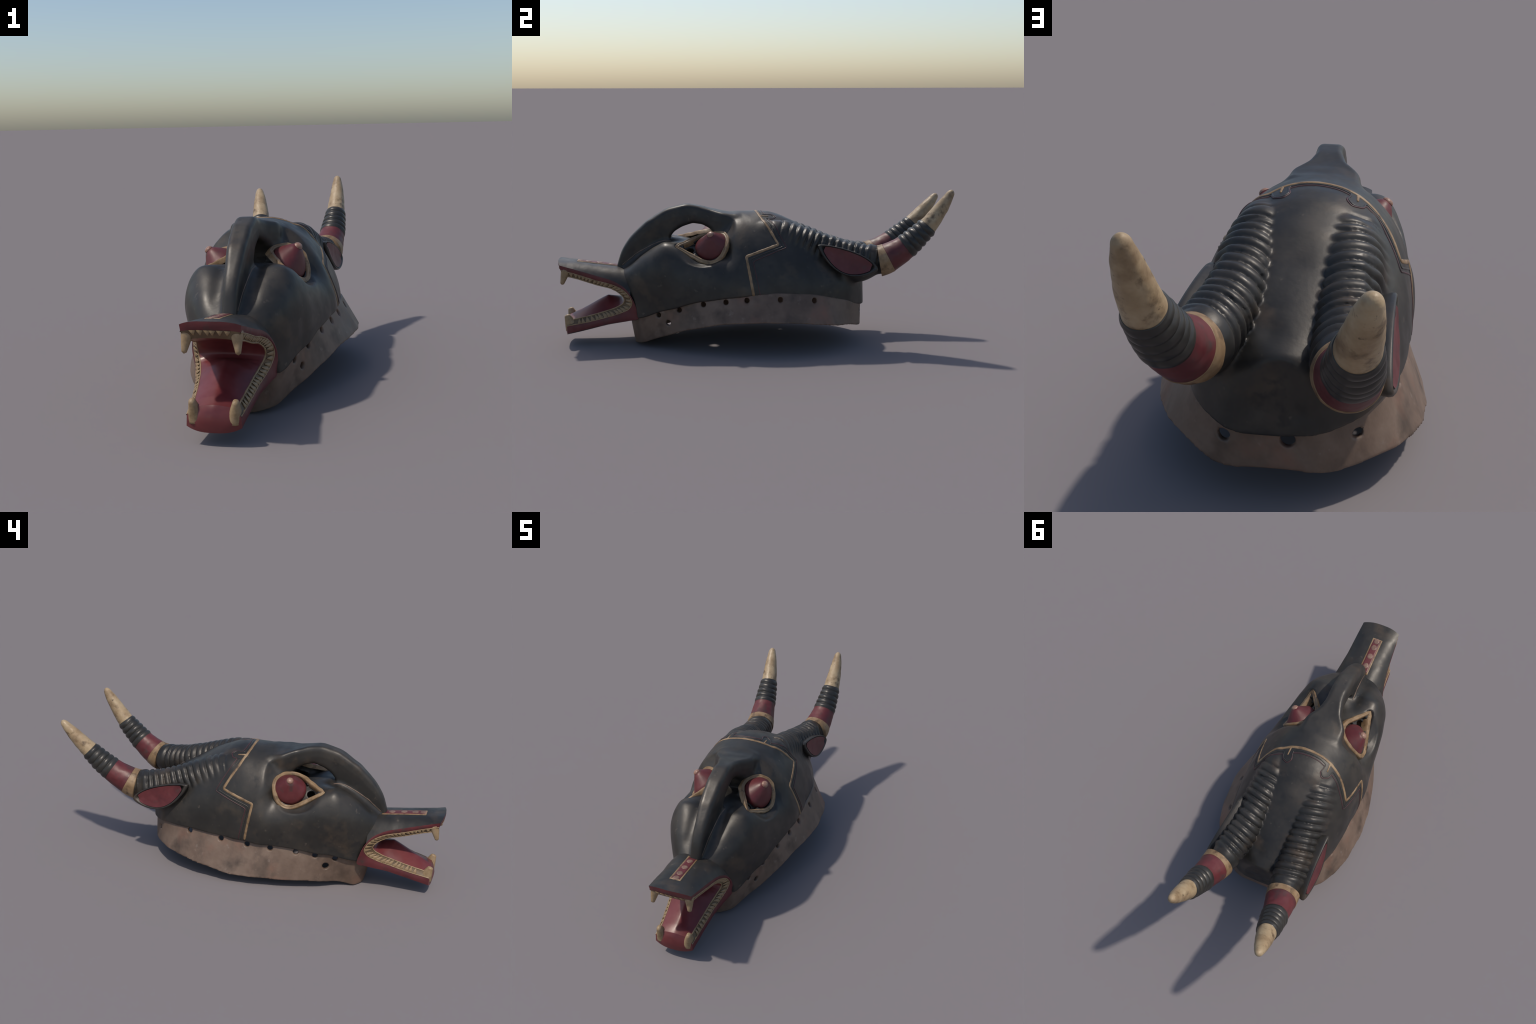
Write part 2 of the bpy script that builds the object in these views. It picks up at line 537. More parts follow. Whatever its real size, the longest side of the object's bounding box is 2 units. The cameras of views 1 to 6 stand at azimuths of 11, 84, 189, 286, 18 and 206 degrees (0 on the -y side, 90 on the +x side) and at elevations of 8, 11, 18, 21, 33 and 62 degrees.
WOOD = make_mat('worn_brown_wood', [(.28, (.095, .060, .041)), (.5, (.150, .098, .069)), (.72, (.20, .138, .10))], 7,
                (.42, .58), .25, 45, [((.075, .050, .036), 9, .52, .72), ((.20, .105, .070), 6, .56, .74), ((.24, .185, .15), 22, .64, .80)])
MAROON = make_mat('dull_maroon_paint', [(.3, (.035, .018, .019)), (.6, (.07, .026, .028)), (.8, (.09, .04, .04))], 20, (.4, .55), .2, 80)
STUD = make_mat('stud_brown', [(.3, (.14, .07, .05)), (.6, (.24, .14, .10)), (.8, (.30, .20, .14))], 40, (.4, .55), .2, 80)
PINK = make_mat('worn_pink_paint', [(.3, (.18, .075, .055)), (.5, (.28, .15, .105)), (.7, (.34, .21, .15))], 30, (.35, .5), .2, 80)

# ------------------------------------------------------------------ the thing
root = bpy.data.objects.new('carved_animal_mask', None)
bpy.context.scene.collection.objects.link(root)
root['label'] = 'black carved wooden horned animal mask with open red mouth'
root['category'] = 'mask'

# head + nose bridge as one surface, split by region
H = 0.0042
V, F = surface_nets(head_f, (-.40, -.745, .02), (.34, .680, .725), H)
full = mesh_np('head_full', V, F)
co = np.empty(len(full.vertices) * 3, np.float32); full.vertices.foreach_get('co', co); co = co.reshape(-1, 3)
no = np.empty(len(full.vertices) * 3, np.float32); full.vertices.foreach_get('normal', no); no = no.reshape(-1, 3)
bvh = BVHTree.FromPolygons([tuple(v) for v in co.tolist()], [tuple(f) for f in F.tolist()])
cen = co[F].mean(axis=1).astype(float)
Xl, yl, zl = to_local(cen[:, 0], cen[:, 1], cen[:, 2])
af = arch_f(Xl, yl, zl); hf = hull_f(Xl, yl, zl)
is_arch = (af < hf) & (af < .012) & (hf > .004) & (yl < -.2)
rf = horn_root_f(cen[:, 0], cen[:, 1], cen[:, 2])
is_horn = (rf < .006) & (hf > .006) & (yl > .05)


def submesh(name, mask):
    f = F[mask]
    used, inv = np.unique(f, return_inverse=True)
    me = mesh_np(name, co[used], inv.reshape(f.shape))
    me.normals_split_custom_set_from_vertices([tuple(n) for n in no[used].tolist()])
    return me


head = new_obj('head', submesh('head', ~(is_arch | is_horn)), root, BLACK)
horn_root = {sd: new_obj('horn', submesh('horn', is_horn & ((cen[:, 0] > X0) == (sd > 0))), root, BLACK) for sd in (1, -1)}
bridge = new_obj('nose_bridge', submesh('nose_bridge', is_arch), root, BLACK)
bpy.data.meshes.remove(full)

# wooden rim
RV, RF = surface_nets(rim_f, (-.42, -.68, -.02), (.42, .60, .34), .0045)
rim = new_obj('rim', mesh_np('rim', RV, RF), root, WOOD)


# ------------------------------------------------------------------ projecting decoration on the head
def project(p, n_hint):
    """nearest point of the head surface along a direction (ray from outside)"""
    d = Vector(n_hint).normalized()
    hit, nor, i, dist = bvh.ray_cast(Vector(p) + d * .35, -d, .9)
    if hit is None:
        hit, nor, i, dist = bvh.find_nearest(Vector(p))
    return hit, nor


def strip(name, pts, dirs, width, height, mat, parent, closed=False, wob=.12, sink=.003):
    """low raised band that follows the surface; pts world, dirs = look direction"""
    n = len(pts)
    hits = [project(p, d) for p, d in zip(pts, dirs)]
    P = [h[0] for h in hits]
    Nn = [h[1] for h in hits]
    # smooth normals
    Nn = [(Nn[max(i - 1, 0)] + Nn[i] + Nn[min(i + 1, n - 1)]).normalized() for i in range(n)]
    prof = [(-.5, -1), (-.5, .0), (-.36, .8), (0, 1), (.36, .8), (.5, 0), (.5, -1)]
    Vv = []
    for i in range(n):
        a, b = (P[(i - 1) % n], P[(i + 1) % n]) if closed else (P[max(i - 1, 0)], P[min(i + 1, n - 1)])
        t = (b - a).normalized()
        s = t.cross(Nn[i]).normalized()
        w = width * (1 + wob * mnoise.noise(P[i] * 60))
        if not closed and (i == 0 or i == n - 1):
            w *= .55
        for u, v in prof:
            hgt = v * height if v >= 0 else -sink
            Vv.append(P[i] + s * (u * w) + Nn[i] * hgt)
    k = len(prof)
    Fc = grid_faces(n, k)
    if closed:
        Fc += [((n - 1) * k + j, (n - 1) * k + j + 1, j + 1, j) for j in range(k - 1)]
    else:
        Fc += [tuple(range(k - 1, -1, -1)), tuple((n - 1) * k + j for j in range(k))]
    me = mesh_from(name, Vv, Fc)
    fix_normals(me)
    return new_obj(name, me, parent, mat)


def densify(pts, step=.006):
    """straight runs between control points"""
    out = []
    for a, b in zip(pts[:-1], pts[1:]):
        a, b = np.array(a, float), np.array(b, float)
        n = max(2, int(np.linalg.norm(b - a) / step))
        for i in range(n):
            out.append(a + (b - a) * i / n)
    out.append(np.array(pts[-1], float))
    return np.array(out)


def rounded(pts, it=2):
    p = np.array(pts, float)
    for _ in range(it):
        q = p.copy(); q[1:-1] = (p[:-2] + 2 * p[1:-1] + p[2:]) / 4; p = q
    return p


def lay(ctrl, width, height, mat, name, wob=.25):
    """lay a line given by local control points onto the head"""
    q = rounded(densify(ctrl))
    dirs = []
    for r in q:
        k = min(1, max(0, (r[2] - .45) / .2))
        sx = max(-1, min(1, r[0] / .12))
        dirs.append(Vector((sx * (1 - k * .75), 0, .25 + k * 1.2)))
    return strip(name, [W(*r) for r in q], dirs, width, height, mat, root, wob=wob)


def both(half):
    """mirror a half path (rim -> crown) to run over the crown down to the other rim"""
    return [tuple(p) for p in half] + [(-p[0], p[1], p[2]) for p in half[-2::-1]]


# pale zigzag from rim over the crown to rim, with a dark and a maroon line behind it
zig = [(.298, -.043, .258), (.272, -.074, .452), (.226, .086, .494), (.165, .030, .585), (.10, .004, .64), (.05, -.004, .657), (0, -.006, .665)]
lay(both(zig), .0135, .0024, CREAM, 'pale_line')
for o, wd, mt, nm in [(.017, .0055, BLACKRIB, 'dark_line'), (.030, .0055, MAROON, 'maroon_line')]:
    lay(both([(.298, -.043 + o * 1.05, .260), (.276, -.074 + o * 1.1, .452 - o * .9), (.226 + .01, .086 + o * 1.35, .494 - o * .35),
              (.165, .030 + o * 1.25, .585), (.125, .012 + o * 1.15, .622), (.120, .060 + o * .4, .625), (.098 - o * .3, .072 + o * .6, .63), (.082 - o * .3, .06 + o * .3, .64),
              (.085, .004 + o, .645), (.05, -.004 + o * .95, .655), (0, -.006 + o * .9, .66)]), wd, .0022, mt, nm)
for side in (1, -1):
    lay([(side * .102, .006, .64), (side * .103, .05, .635)], .008, .0025, CREAM, 'pale_line')
    # worn pale seam where the nose bridge meets the cheek
    sp = [(.030, -.685, .40), (.036, -.62, .455), (.044, -.56, .495), (.05, -.50, .525), (.058, -.44, .535)]
    q = rounded(densify([(side * c[0], c[1], c[2]) for c in sp]))
    strip('worn_seam', [W(*r) for r in q], [Vector((side * .45, -.25, 1))] * len(q), .005, .0012, WOOD, root, wob=.6)

# ------------------------------------------------------------------ eyes
def eye_local(t, b, n, side):
    p = EYE_C + EYE_T * t + EYE_B * b + EYE_N * (n + float(eye_warp(t, b)))
    return W(side * p[0], p[1], p[2])


def teardrop(a, r=.086, tip=.146):
    """outline of the eye opening: round behind, drawn to a point (a = 0) at the muzzle side"""
    a = (a + math.pi) % (2 * math.pi) - math.pi
    a0 = math.acos(r / tip)
    rr = r / math.cos(a0 - abs(a)) if abs(a) < a0 else r
    rr += .010 * max(0, math.cos(a - math.radians(105))) ** 8     # blunt lower corner
    return rr * math.cos(a), rr * math.sin(a) * .95


for side in (1, -1):
    nseg = 72
    Vv = []
    prof = [(.0180, -.022), (.0175, -.004), (.0145, .0025), (.0110, .003), (.0075, -.0005), (.0045, .002), (.0010, .0025), (-.0025, .000), (-.005, -.005), (-.0075, -.016), (-.008, -.038)]
    nseg = 110
    for i in range(nseg):
        a = 2 * math.pi * i / nseg
        t, b = teardrop(a)
        (t0, b0), (t1, b1) = teardrop(a - .06), teardrop(a + .06)
        nt_, nb_ = b1 - b0, -(t1 - t0)
        ln = math.hypot(nt_, nb_); nt_, nb_ = nt_ / ln, nb_ / ln
        for off, h_ in prof:
            j = .0022 * mnoise.noise(Vector((t * 45, b * 45, off * 160 + side)))
            w_ = off * (1 + .22 * mnoise.noise(Vector((t * 30, b * 30, 5 + side))))
            Vv.append(eye_local(t + nt_ * w_, b + nb_ * w_, h_ + j + .003, side))
    k = len(prof)
    Fc = grid_faces(nseg, k) + [((nseg - 1) * k + j, (nseg - 1) * k + j + 1, j + 1, j) for j in range(k - 1)]
    me = mesh_from('eye', Vv, Fc); fix_normals(me)
    ring = new_obj('eye', me, root, CREAM)
    # cone
    prof = [(.083, -.040), (.083, -.008), (.079, .001), (.070, .011), (.057, .023), (.043, .036), (.029, .049), (.0165, .060)]
    ap = (-.008, -.016)      # the apex leans up and back
    Vv = []; ns = 56
    for r_, h_ in prof:
        q = max(0, (h_ + .004) / .062)
        for i in range(ns):
            a = 2 * math.pi * i / ns
            Vv.append(eye_local(-.012 + ap[0] * q + r_ * math.cos(a) * (.98), ap[1] * q + r_ * math.sin(a) * .92, h_, side))
    Fc = grid_faces(len(prof), ns, True) + [tuple(range((len(prof) - 1) * ns, len(prof) * ns))]
    me = mesh_from('eye_cone', Vv, Fc); fix_normals(me)
    new_obj('eye_cone', me, ring, RED)
    prof = [(.0175, .0595), (.0165, .063), (.013, .067), (.008, .0695), (.001, .070)]
    Vv = []; ns = 32
    for r_, h_ in prof:
        for i in range(ns):
            a = 2 * math.pi * i / ns
            Vv.append(eye_local(-.012 + ap[0] + r_ * math.cos(a), ap[1] + r_ * math.sin(a), h_, side))
    Fc = grid_faces(len(prof), ns, True) + [tuple(range((len(prof) - 1) * ns, len(prof) * ns))]
    me = mesh_from('pupil', Vv, Fc); fix_normals(me)
    new_obj('pupil', me, ring, PINK)

# ------------------------------------------------------------------ horns
def horn_parts(side):
    P, s = catmull(HORN[side], 700)
    C, R = P[:, :3], P[:, 3]
    T = np.gradient(C, axis=0); T /= np.linalg.norm(T, axis=1)[:, None]
    ref = np.array([1.0, 0, 0])
    A = np.cross(T, ref); A /= np.linalg.norm(A, axis=1)[:, None]      # up-ish (sign fixed below)
    if A[300, 2] < 0:
        A = -A
    B = np.cross(T, A)
    # stations of the colour bands, from the control points
    k = [np.argmin(np.linalg.norm(C - np.array(HORN[side][i][:3]), axis=1)) for i in (6, 8, 10)]
    k_cream = k[0]; k_redend = k[1]; k_ribend = k[2]
    k_red = k_cream + int((k_redend - k_cream) * .34)
    nseg = 64

    def tube(i0, i1, name, mat, parent, rib=None, amp=0., cap0=False, cap1=False, grow=0., round_end=False, step=1, tilt=0.):
        Vv = []
        ids = list(range(i0, i1 + 1, step))
        if ids[-1] != i1:
            ids.append(i1)
        L0 = s[i0]; L1 = s[i1]
        for i in ids:
            u = (s[i] - L0) / (L1 - L0)
            for j in range(nseg):
                a = 2 * math.pi * j / nseg
                r = R[i] + grow
                if rib:
                    # ring ridges; they lean a little and wander
                    ph = (s[i] - L0 + tilt * math.cos(a) * R[i] + .004 * mnoise.noise(Vector((i * .02, math.cos(a) * .8, math.sin(a) * .8 + side)))) / rib
                    w_ = abs(math.sin(math.pi * ph)) ** .65
                    fade = min(1, u * 12 + .3, (1 - u) * 12 + .3) * (.8 + .35 * mnoise.noise(Vector((math.cos(a), math.sin(a), i * .05))))
                    r += amp * (w_ - .55) * fade
                if round_end:
                    e = max(0, (s[i] - (s[-1] - .020)) / .020)
                    r *= math.sqrt(max(0, 1 - e * e)) if e > 0 else 1
                d = A[i] * math.cos(a) + B[i] * math.sin(a)
                p = C[i] + d * r
                p = p + d * (.0014 * mnoise.noise(Vector(p * 38.)))
                Vv.append(p)
        n = len(ids)
        Fc = grid_faces(n, nseg, True)
        if cap0:
            Fc.append(tuple(range(nseg)))
        if cap1:
            Fc.append(tuple((n - 1) * nseg + j for j in range(nseg)))
        me = mesh_from(name, Vv, Fc); fix_normals(me)
        return new_obj(name, me, parent, mat)

    base = horn_root[side]
    tube(k_cream, k_red, 'cream_band', CREAM, base, grow=.0015, cap0=True, cap1=True)
    tube(k_red, k_redend, 'red_band', RED, base, grow=0, cap0=True, cap1=True)
    tube(k_redend, k_ribend, 'ribbed_shaft', BLACKRIB, base, rib=(s[k_ribend] - s[k_redend]) / 5, amp=.008, grow=.0015, cap0=True, cap1=True)
    tube(k_ribend, len(s) - 1, 'horn_tip', BONE, base, cap0=True, cap1=True, round_end=True, grow=-.001)
    return base


for side in (1, -1):
    horn_parts(side)

# ------------------------------------------------------------------ ears (red leaf-shaped flaps under the horns)
EAR = {1: dict(f=(.190, .288, .510), b=(.241, .562, .400), nrm=(1, .02, .14), w=.060),
       -1: dict(f=(-.263, .290, .456), b=(-.265, .574, .343), nrm=(-1, .02, .16), w=.060)}
for side in (1, -1):
    e = EAR[side]
    f, b = np.array(e['f']), np.array(e['b'])
    n = np.array(e['nrm'], float); ax = (b - f); Ln = np.linalg.norm(ax); ax /= Ln
    n -= ax * n.dot(ax); n /= np.linalg.norm(n)
    up = np.cross(ax, n)
    if up[2] < 0:
        up = -up

    def outline(a, scale):
        u = .5 - .5 * math.cos(a)            # 0 front .. 1 back
        wid = e['w'] * (math.sin(math.pi * u ** 1.15)) ** .62 * (.86 if math.sin(a) > 0 else 1.06) if 0 < u < 1 else 0
        v = math.copysign(1, math.sin(a)) * wid if abs(math.sin(a)) > 1e-6 else 0
        drop = -.018 * math.sin(math.pi * u)
        c = np.array([.52 * Ln, drop])
        q = np.array([u * Ln, v + drop])
        return c + (q - c) * scale

    ns = 64

    def ear_mesh(name, prof, mat, parent, cap):
        Vv = []
        for sc, h in prof:
            for i in range(ns):
                q = outline(2 * math.pi * (i + .5) / ns, sc)
                cup = -.004 * (1 - min(1, sc)) if sc < 1 else 0
                Vv.append(f + ax * q[0] + up * q[1] + n * (h + cup))
        Fc = grid_faces(len(prof), ns, True)
        if cap:
            Fc.append(tuple(range((len(prof) - 1) * ns, len(prof) * ns)))
        me = mesh_from(name, Vv, Fc); fix_normals(me)
        return new_obj(name, me, parent, mat)
    ear = ear_mesh('ear', [(.90, -.095), (1.0, -.05), (1.04, -.022), (1.07, -.008), (1.06, .001), (1.01, .006), (.95, .005), (.91, .0), (.89, -.004), (.80, -.012)], BLACK, root, True)
    Vv = []
    nu_, nv_ = 40, 12
    for i in range(nu_):
        u = .045 + .91 * i / (nu_ - 1)
        a = math.acos(1 - 2 * u)
        lo, hi = outline(-a, .90), outline(a, .90)
        for k in range(nv_):
            t = k / (nv_ - 1)
            q = lo * (1 - t) + hi * t
            h = .0015 + .0035 * (2 * t - 1) ** 2 + .001 * mnoise.noise(Vector((u * 9, t * 4, side)))
            Vv.append(f + ax * q[0] + up * q[1] + n * h)
    me = mesh_from('ear_inner', Vv, grid_faces(nu_, nv_))
    new_obj('ear_inner', me, ear, RED)

# ------------------------------------------------------------------ jaws
A_ctrl = [(-.984, .414), (-.931, .399), (-.809, .362), (-.712, .330), (-.665, .299), (-.632, .252), (-.614, .205),
          (-.606, .145), (-.645, .136), (-.764, .112), (-.852, .090), (-.960, .064)]
B_ctrl = [(-.980, .390), (-.928, .376), (-.808, .337), (-.705, .306), (-.665, .283), (-.640, .252), (-.632, .224),
          (-.645, .198), (-.690, .172), (-.768, .146), (-.850, .124), (-.962, .102)]
C_ctrl = [(-.970, .360), (-.925, .350), (-.808, .313), (-.725, .289), (-.695, .270), (-.678, .252), (-.672, .236),
          (-.678, .222), (-.708, .200), (-.776, .174), (-.850, .152), (-.954, .128)]
lipX = curve1d([(-.99, .102), (-.93, .107), (-.8, .117), (-.72, .129), (-.66, .144), (-.61, .166)], .03)
lipXlow = curve1d([(-.96, .094), (-.85, .104), (-.75, .116), (-.66, .138), (-.61, .152)], .03)
NU = 120


def jaw_curve(ctrl, inset_u, inset_l):
    P, _ = catmull([(0, y, z) for y, z in ctrl], NU)
    out = []
    for i, p in enumerate(P):
        u = i / (NU - 1)
        k = float(smooth(.45, .6, u))
        X = (1 - k) * (float(lipX(p[1])) - inset_u) + k * (float(lipXlow(p[1])) - inset_l)
        out.append((X, p[1], p[2]))
    return np.array(out)


CA, CB, CC = jaw_curve(A_ctrl, 0, 0), jaw_curve(B_ctrl, .003, .002), jaw_curve(C_ctrl, .014, .020)
# the corner bites back into the head
jaw_up_top = curve1d([(-.99, .429), (-.9, .416), (-.8, .402), (-.70, .387), (-.62, .375)], .02)

NF = 25  # columns across the muzzle


def ruled(name, c0, c1, side, mat, parent, rows=4, bulge=.0, flip=False):
    Vv = []
    for r in range(rows + 1):
        t = r / rows
        q = c0 * (1 - t) + c1 * t
        for p in q:
            fl = max(0, min(1, (abs(p[1]) - .925) * 30))     # flush with the front faces
            Vv.append(W(side * (p[0] + bulge * (1 - fl) * math.sin(math.pi * t)), p[1], p[2]))
    Fc = grid_faces(rows + 1, len(c0))
    me = mesh_from(name, Vv, Fc)
    return new_obj(name, me, parent, mat)


def sheet(name, rows, mat, parent):
    """rows: list of equally long point lists (local)"""
    Vv = [W(*p) for r in rows for p in r]
    me = mesh_from(name, Vv, grid_faces(len(rows), len(rows[0])))
    return new_obj(name, me, parent, mat)


# closed outer skin of the upper jaw: roof, red lip strip in front
iu = NU // 2 - 8         # where the upper run of the lips ends
cols = np.linspace(-1, 1, NF)
roof = []
front_y = lambda c: -.999 + .014 * abs(c) ** 2.2
for i in range(0, iu + 1):
    X, y, z = CA[i]
    row = []
    t = max(0, 1 - i / 10)
    for c in cols:
        top = float(jaw_up_top(y))
        zz = top - (top - z) * abs(c) ** 3.4
        yy = y + (front_y(c) - (-.984)) * t
        row.append((c * X, yy, zz + .0012 * mnoise.noise(Vector((c * 3, y * 30, 0)))))
    roof.append(row)
upper = sheet('upper_jaw', roof, BLACK, root)
# palate, throat and floor of the mouth: one red lining from lip to lip
# hollow of the palate and throat (+), raised tongue ridge on the floor (-)
lining_depth = curve1d([(0, .006), (.25, .010), (.42, .008), (.50, .000), (.555, -.012), (.60, -.040), (.66, -.058), (.74, -.050), (.85, -.034), (.94, -.022), (1.0, -.010)], .03)
lining = []
for i in range(NU):
    X, y, z = CC[i]
    u = i / (NU - 1)
    # inward normal of the side path -> lining bulges away from the opening
    a, b = CC[max(i - 1, 0)], CC[min(i + 1, NU - 1)]
    ty, tz = b[1] - a[1], b[2] - a[2]
    l = math.hypot(ty, tz); ny, nz = -tz / l, ty / l
    if i < NU // 3 and nz < 0 or (i > 2 * NU // 3 and nz > 0):
        ny, nz = -ny, -nz
    if NU // 3 <= i <= 2 * NU // 3 and ny < 0:
        ny, nz = -ny, -nz
    depth = float(lining_depth(u))
    row = []
    for c in cols:
        k = (1 - abs(c) ** (1.35 if u > .57 else 2.0))
        row.append((c * X, y + ny * depth * k, z + nz * depth * k))
    lining.append(row)
lin_obj = sheet('mouth_lining', lining, REDMOUTH, root)

# front of the upper jaw
fA = [(c * CA[0][0], front_y(c), roof[0][j][2]) for j, c in enumerate(cols)]
fB = [(c * CB[0][0], front_y(c) + .004 * (1 - abs(c)) + (CB[0][1] - CA[0][1]) * abs(c), CB[0][2] + (roof[0][j][2] - CA[0][2]) * .6) for j, c in enumerate(cols)]
fC = [(c * CC[0][0], front_y(c) + .022, CC[0][2] + .010 * (1 - abs(c)**2)) for j, c in enumerate(cols)]
fD = lining[0]
lip_f = sheet('upper_lip', [fA, [tuple(np.array(a) * .5 + np.array(b) * .5 + np.array((0, -.003 * (1 - c**4), 0))) for a, b, c in zip(fA, fB, cols)], fB], RED, upper)
sheet('gum', [fB, fC, fD], GUM, upper)

# underside and chin of the lower jaw
under = []
for i in range(NU - 1, NU // 2 + 6, -1):
    X, y, z = CA[i]
    under.append([(c * X, y - .010 * (1 - c * c) * max(0, 1 - (NU - 1 - i) / 8), z - .018 * (1 - abs(c) ** 3)) for c in cols])
lower = sheet('lower_jaw', under, BLACK, root)
cA = under[0]
cB = [(c * CB[-1][0], CB[-1][1] - .006 * (1 - c * c), CB[-1][2] + .022 * (1 - abs(c))) for c in cols]
cC = lining[-1]
mid = [tuple(np.array(a) * .5 + np.array(b) * .5 + np.array((0, -.008 * (1 - c**4), 0))) for a, b, c in zip(cA, cB, cols)]
sheet('chin', [cA, mid, cB, cC], REDMOUTH, lower)

for side in (1, -1):
    ruled('lip', CA, CB, side, RED, upper, 4, .003)
    ruled('gum', CB, CC, side, GUM, upper, 3, -.003)
    # pale beads along both edges of the tooth row
    for c0, lift in ((CB * .97 + CC * .03, .0025), (CC * .97 + CB * .03, .003)):
        Vv = []
        for i in range(NU):
            p = W(side * c0[i][0], c0[i][1], c0[i][2]); q = W(side * c0[min(i + 1, NU - 1)][0], *c0[min(i + 1, NU - 1)][1:]) if i < NU - 1 else None
            t_ = (q - p).normalized() if q is not None else t_
            e1 = t_.cross(Vector((1, 0, 0))).normalized(); e2 = t_.cross(e1)
            r_ = lift * (1 + .35 * mnoise.noise(p * 70))
            for k in range(8):
                an = 2 * math.pi * k / 8
                Vv.append(p + e1 * (r_ * math.cos(an)) + e2 * (r_ * math.sin(an)))
        me = mesh_from('gum_edge', Vv, grid_faces(NU, 8, True)); fix_normals(me)
        new_obj('gum_edge', me, upper, TAN)


# teeth: small wedges along the gum band
def wedge_mesh(name, w, h, d):
    V_ = [(-w / 2, 0, 0), (w / 2, 0, 0), (w * .10, h, d * .35), (-w * .10, h, d * .35),
          (-w * .40, 0, d), (w * .40, 0, d), (w * .06, h * .93, d * .9), (-w * .06, h * .93, d * .9)]
    F_ = [(0, 1, 2, 3), (4, 7, 6, 5), (0, 4, 5, 1), (1, 5, 6, 2), (2, 6, 7, 3), (3, 7, 4, 0)]
    me = mesh_from(name, V_, F_, False)
    bm = bmesh.new(); bm.from_mesh(me)
    bmesh.ops.bevel(bm, geom=bm.edges[:], offset=.0011, segments=2, affect='EDGES')
    bmesh.ops.recalc_face_normals(bm, faces=bm.faces)
    bm.to_mesh(me); bm.free(); me.shade_smooth()
    me.materials.append(TAN)
    return me


tooth_me = wedge_mesh('tooth', .024, .024, .0034)


def place(me, name, p, xa, ya, za, parent, sc=(1, 1, 1)):
    ob = bpy.data.objects.new(name, me)
    bpy.context.scene.collection.objects.link(ob)
    M = Matrix((Vector(xa) * sc[0], Vector(ya) * sc[1], Vector(za) * sc[2])).transposed().to_4x4()
    M.translation = p
    ob.matrix_world = M
    ob.parent = parent
    return ob


for side in (1, -1):
    # walk along the band
    seg = np.linalg.norm(np.diff(CB, axis=0), axis=1); cum = np.concatenate([[0], np.cumsum(seg)])
    pos = .055
    while pos < cum[-1] - .055:
        i = int(np.interp(pos, cum, np.arange(NU)))
        B0, C0 = CB[i], CC[i]
        b = W(side * B0[0], B0[1], B0[2]); c = W(side * C0[0], C0[1], C0[2])
        j = min(i + 1, NU - 1)
        t = (W(side * CB[j][0], CB[j][1], CB[j][2]) - b).normalized()
        v = (c - b); ln = v.length; v.normalize()
        xa = (t - v * t.dot(v)).normalized()
        za = xa.cross(v)
        if za.x * side < 0:
            za = -za; xa = -xa
        k = rng.uniform(.85, 1.12)
        place(tooth_me, 'tooth', b + v * (.08 * ln) - za * .0010, xa, v, za, upper if i < NU * .55 else lower, (k, min(1.5, .84 * ln / .024) * rng.uniform(.92, 1.05), rng.uniform(.85, 1.2)))
        pos += .0225 * k

# front teeth between the fangs
for c in np.linspace(-.55, .55, 6):
    j = int(round((c + 1) / 2 * (NF - 1)))
    b = W(*fB[j]); q = W(*fC[j]); v = (q - b).normalized()
    xa = Vector((1, 0, 0)); za = xa.cross(v)
    if za.y > 0:
        za = -za; xa = -xa
    place(tooth_me, 'tooth', b, xa, v, za, upper, (1.05, .95, 1.0))


# fangs
def fang(name, base, tip, rx, ry, parent, lean=0, squash=1.0):
    """tapering tusk: base, tip in local coordinates, rx across, ry along the jaw"""
    b, t = np.array(base, float), np.array(tip, float)
    d = t - b; L_ = np.linalg.norm(d); d /= L_
    xa = np.array([1., 0, 0]) - d * d[0]; xa /= np.linalg.norm(xa)
    ya = np.cross(d, xa)
    Vv = []; ns = 24; nr = 14
    for r in range(nr + 1):
        u = r / nr
        if u < .86:
            sc = 1 - .56 * (u / .86) ** 1.1
        else:
            e = (u - .86) / .14
            sc = .44 * math.sqrt(max(0.0, 1 - e * e))
        for i in range(ns):
            a = 2 * math.pi * i / ns
            ca, sa = math.cos(a), math.sin(a)
            ca = math.copysign(abs(ca) ** .8, ca); sa = math.copysign(abs(sa) ** .8, sa)
            p = b + d * (u * L_) + xa * (rx * sc * ca) + ya * (ry * sc * sa + lean * (1 - sc) * ry)
            Vv.append(W(*p))
    me = mesh_from(name, Vv, grid_faces(nr + 1, ns, True) + [tuple(range(ns))]); fix_normals(me)
    return new_obj(name, me, parent, TAN)


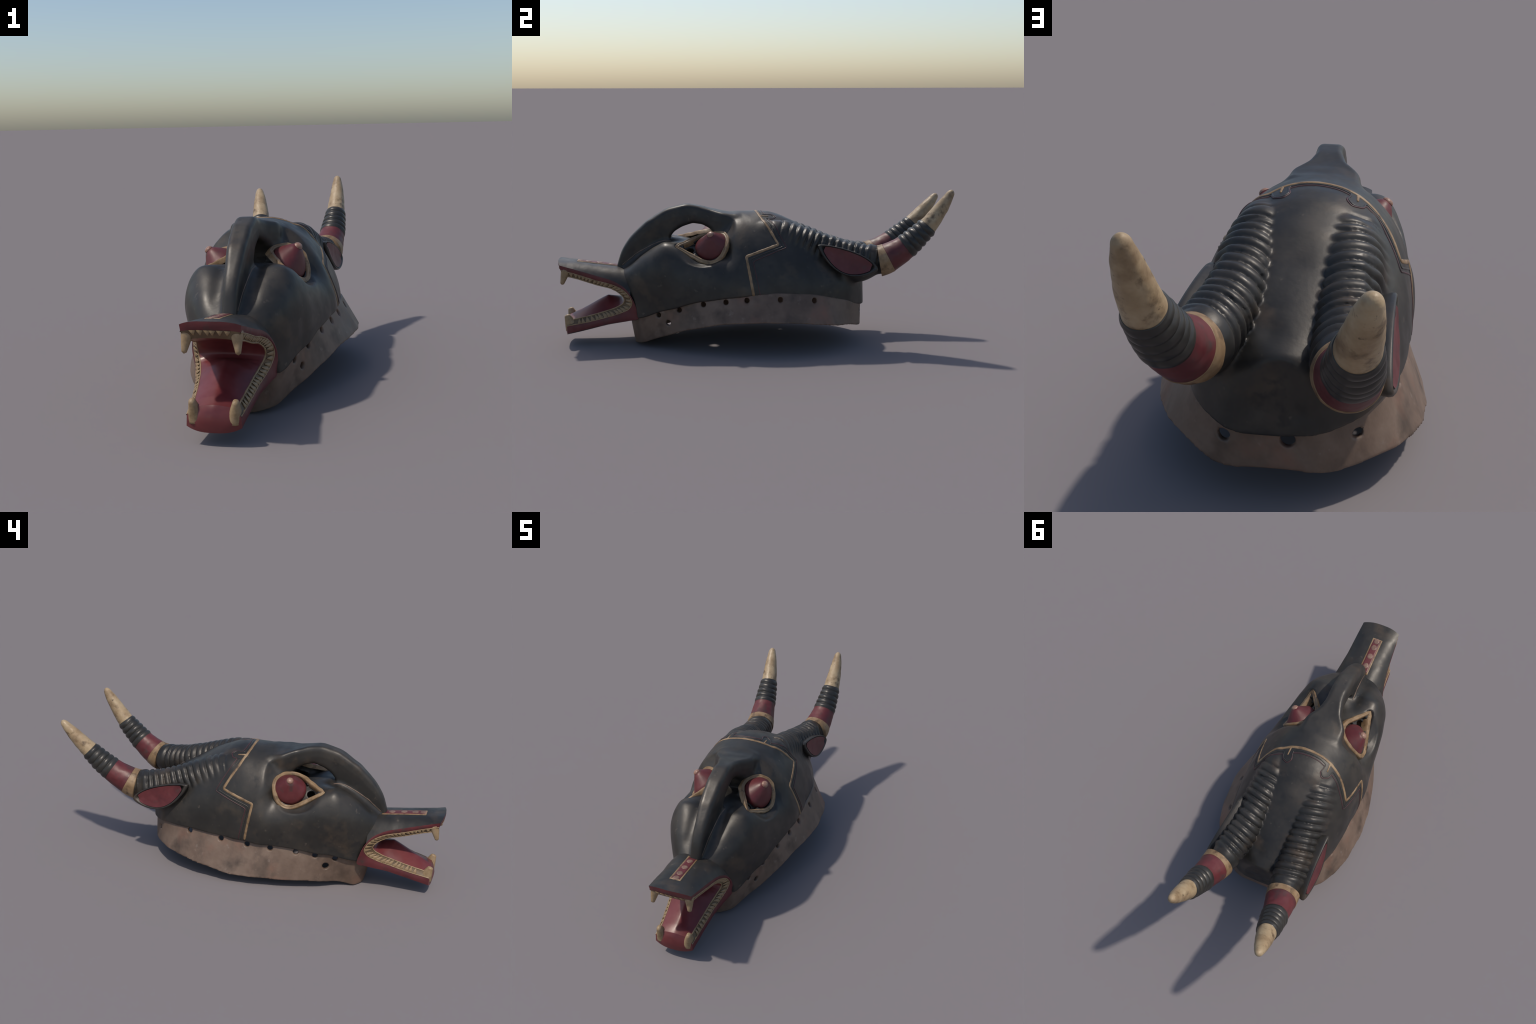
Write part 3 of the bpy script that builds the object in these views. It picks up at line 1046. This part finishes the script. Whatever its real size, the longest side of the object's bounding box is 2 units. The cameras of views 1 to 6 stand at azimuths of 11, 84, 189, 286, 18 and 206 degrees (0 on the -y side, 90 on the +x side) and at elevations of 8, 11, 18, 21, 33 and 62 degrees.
for side in (1, -1):
    fang('fang', (side * .082, -.956, .388), (side * .091, -.978, .314), .022, .024, upper)
    fang('fang', (side * .066, -.938, .086), (side * .075, -.963, .159), .026, .035, lower)

# decorated inlay on the upper jaw's roof
ro = BVHTree.FromPolygons([tuple(W(*p)) for r in roof for p in r], grid_faces(len(roof), NF))


def roof_pt(X, y):
    p = W(X, y, .6)
    hit, nor, i, d = ro.ray_cast(p, Vector((0, 0, -1)), 1)
    if hit is None:
        hit, nor, i, d = ro.find_nearest(p)
    if nor.z < 0:
        nor = -nor
    return hit, nor


def roof_plate(name, outline_pts, height, mat, parent, dome_h=0.):
    n = len(outline_pts)
    cx = sum(p[0] for p in outline_pts) / n; cy = sum(p[1] for p in outline_pts) / n
    Vv = []
    lv = [(1.0, -.003), (1.0, height * .6), (.93, height), (.6, height + dome_h * .7), (.3, height + dome_h)]
    for sc, h in lv:
        for x_, y_ in outline_pts:
            q, nn = roof_pt(cx + (x_ - cx) * sc, cy + (y_ - cy) * sc)
            Vv.append(q + nn * h)
    Fc = grid_faces(len(lv), n, True) + [tuple(range((len(lv) - 1) * n, len(lv) * n))]
    me = mesh_from(name, Vv, Fc); fix_normals(me)
    return new_obj(name, me, parent, mat)


ix, iw, y0, y1 = -.010, .021, -.908, -.690


def rect(cx, cy, hx, hy, n=14):
    o = []
    for k in range(4):
        c0 = [(-1, -1), (1, -1), (1, 1), (-1, 1)][k]; c1 = [(1, -1), (1, 1), (-1, 1), (-1, -1)][k]
        for i in range(n):
            t = i / n
            o.append((cx + hx * (c0[0] * (1 - t) + c1[0] * t), cy + hy * (c0[1] * (1 - t) + c1[1] * t)))
    return o


plate = roof_plate('inlay_frame', rect(ix, (y0 + y1) / 2, iw + .006, (y1 - y0) / 2), .0022, CREAM, upper)
roof_plate('inlay_field', rect(ix, (y0 + y1) / 2, iw - .001, (y1 - y0) / 2 - .007), .0036, RED, upper)
for yy in (-.892, -.852, -.797, -.738):
    roof_plate('inlay_stud', [(ix + .015 * math.cos(2 * math.pi * i / 24), yy + .017 * math.sin(2 * math.pi * i / 24)) for i in range(24)], .0042, STUD, upper, .0012)

bpy.context.view_layer.update()
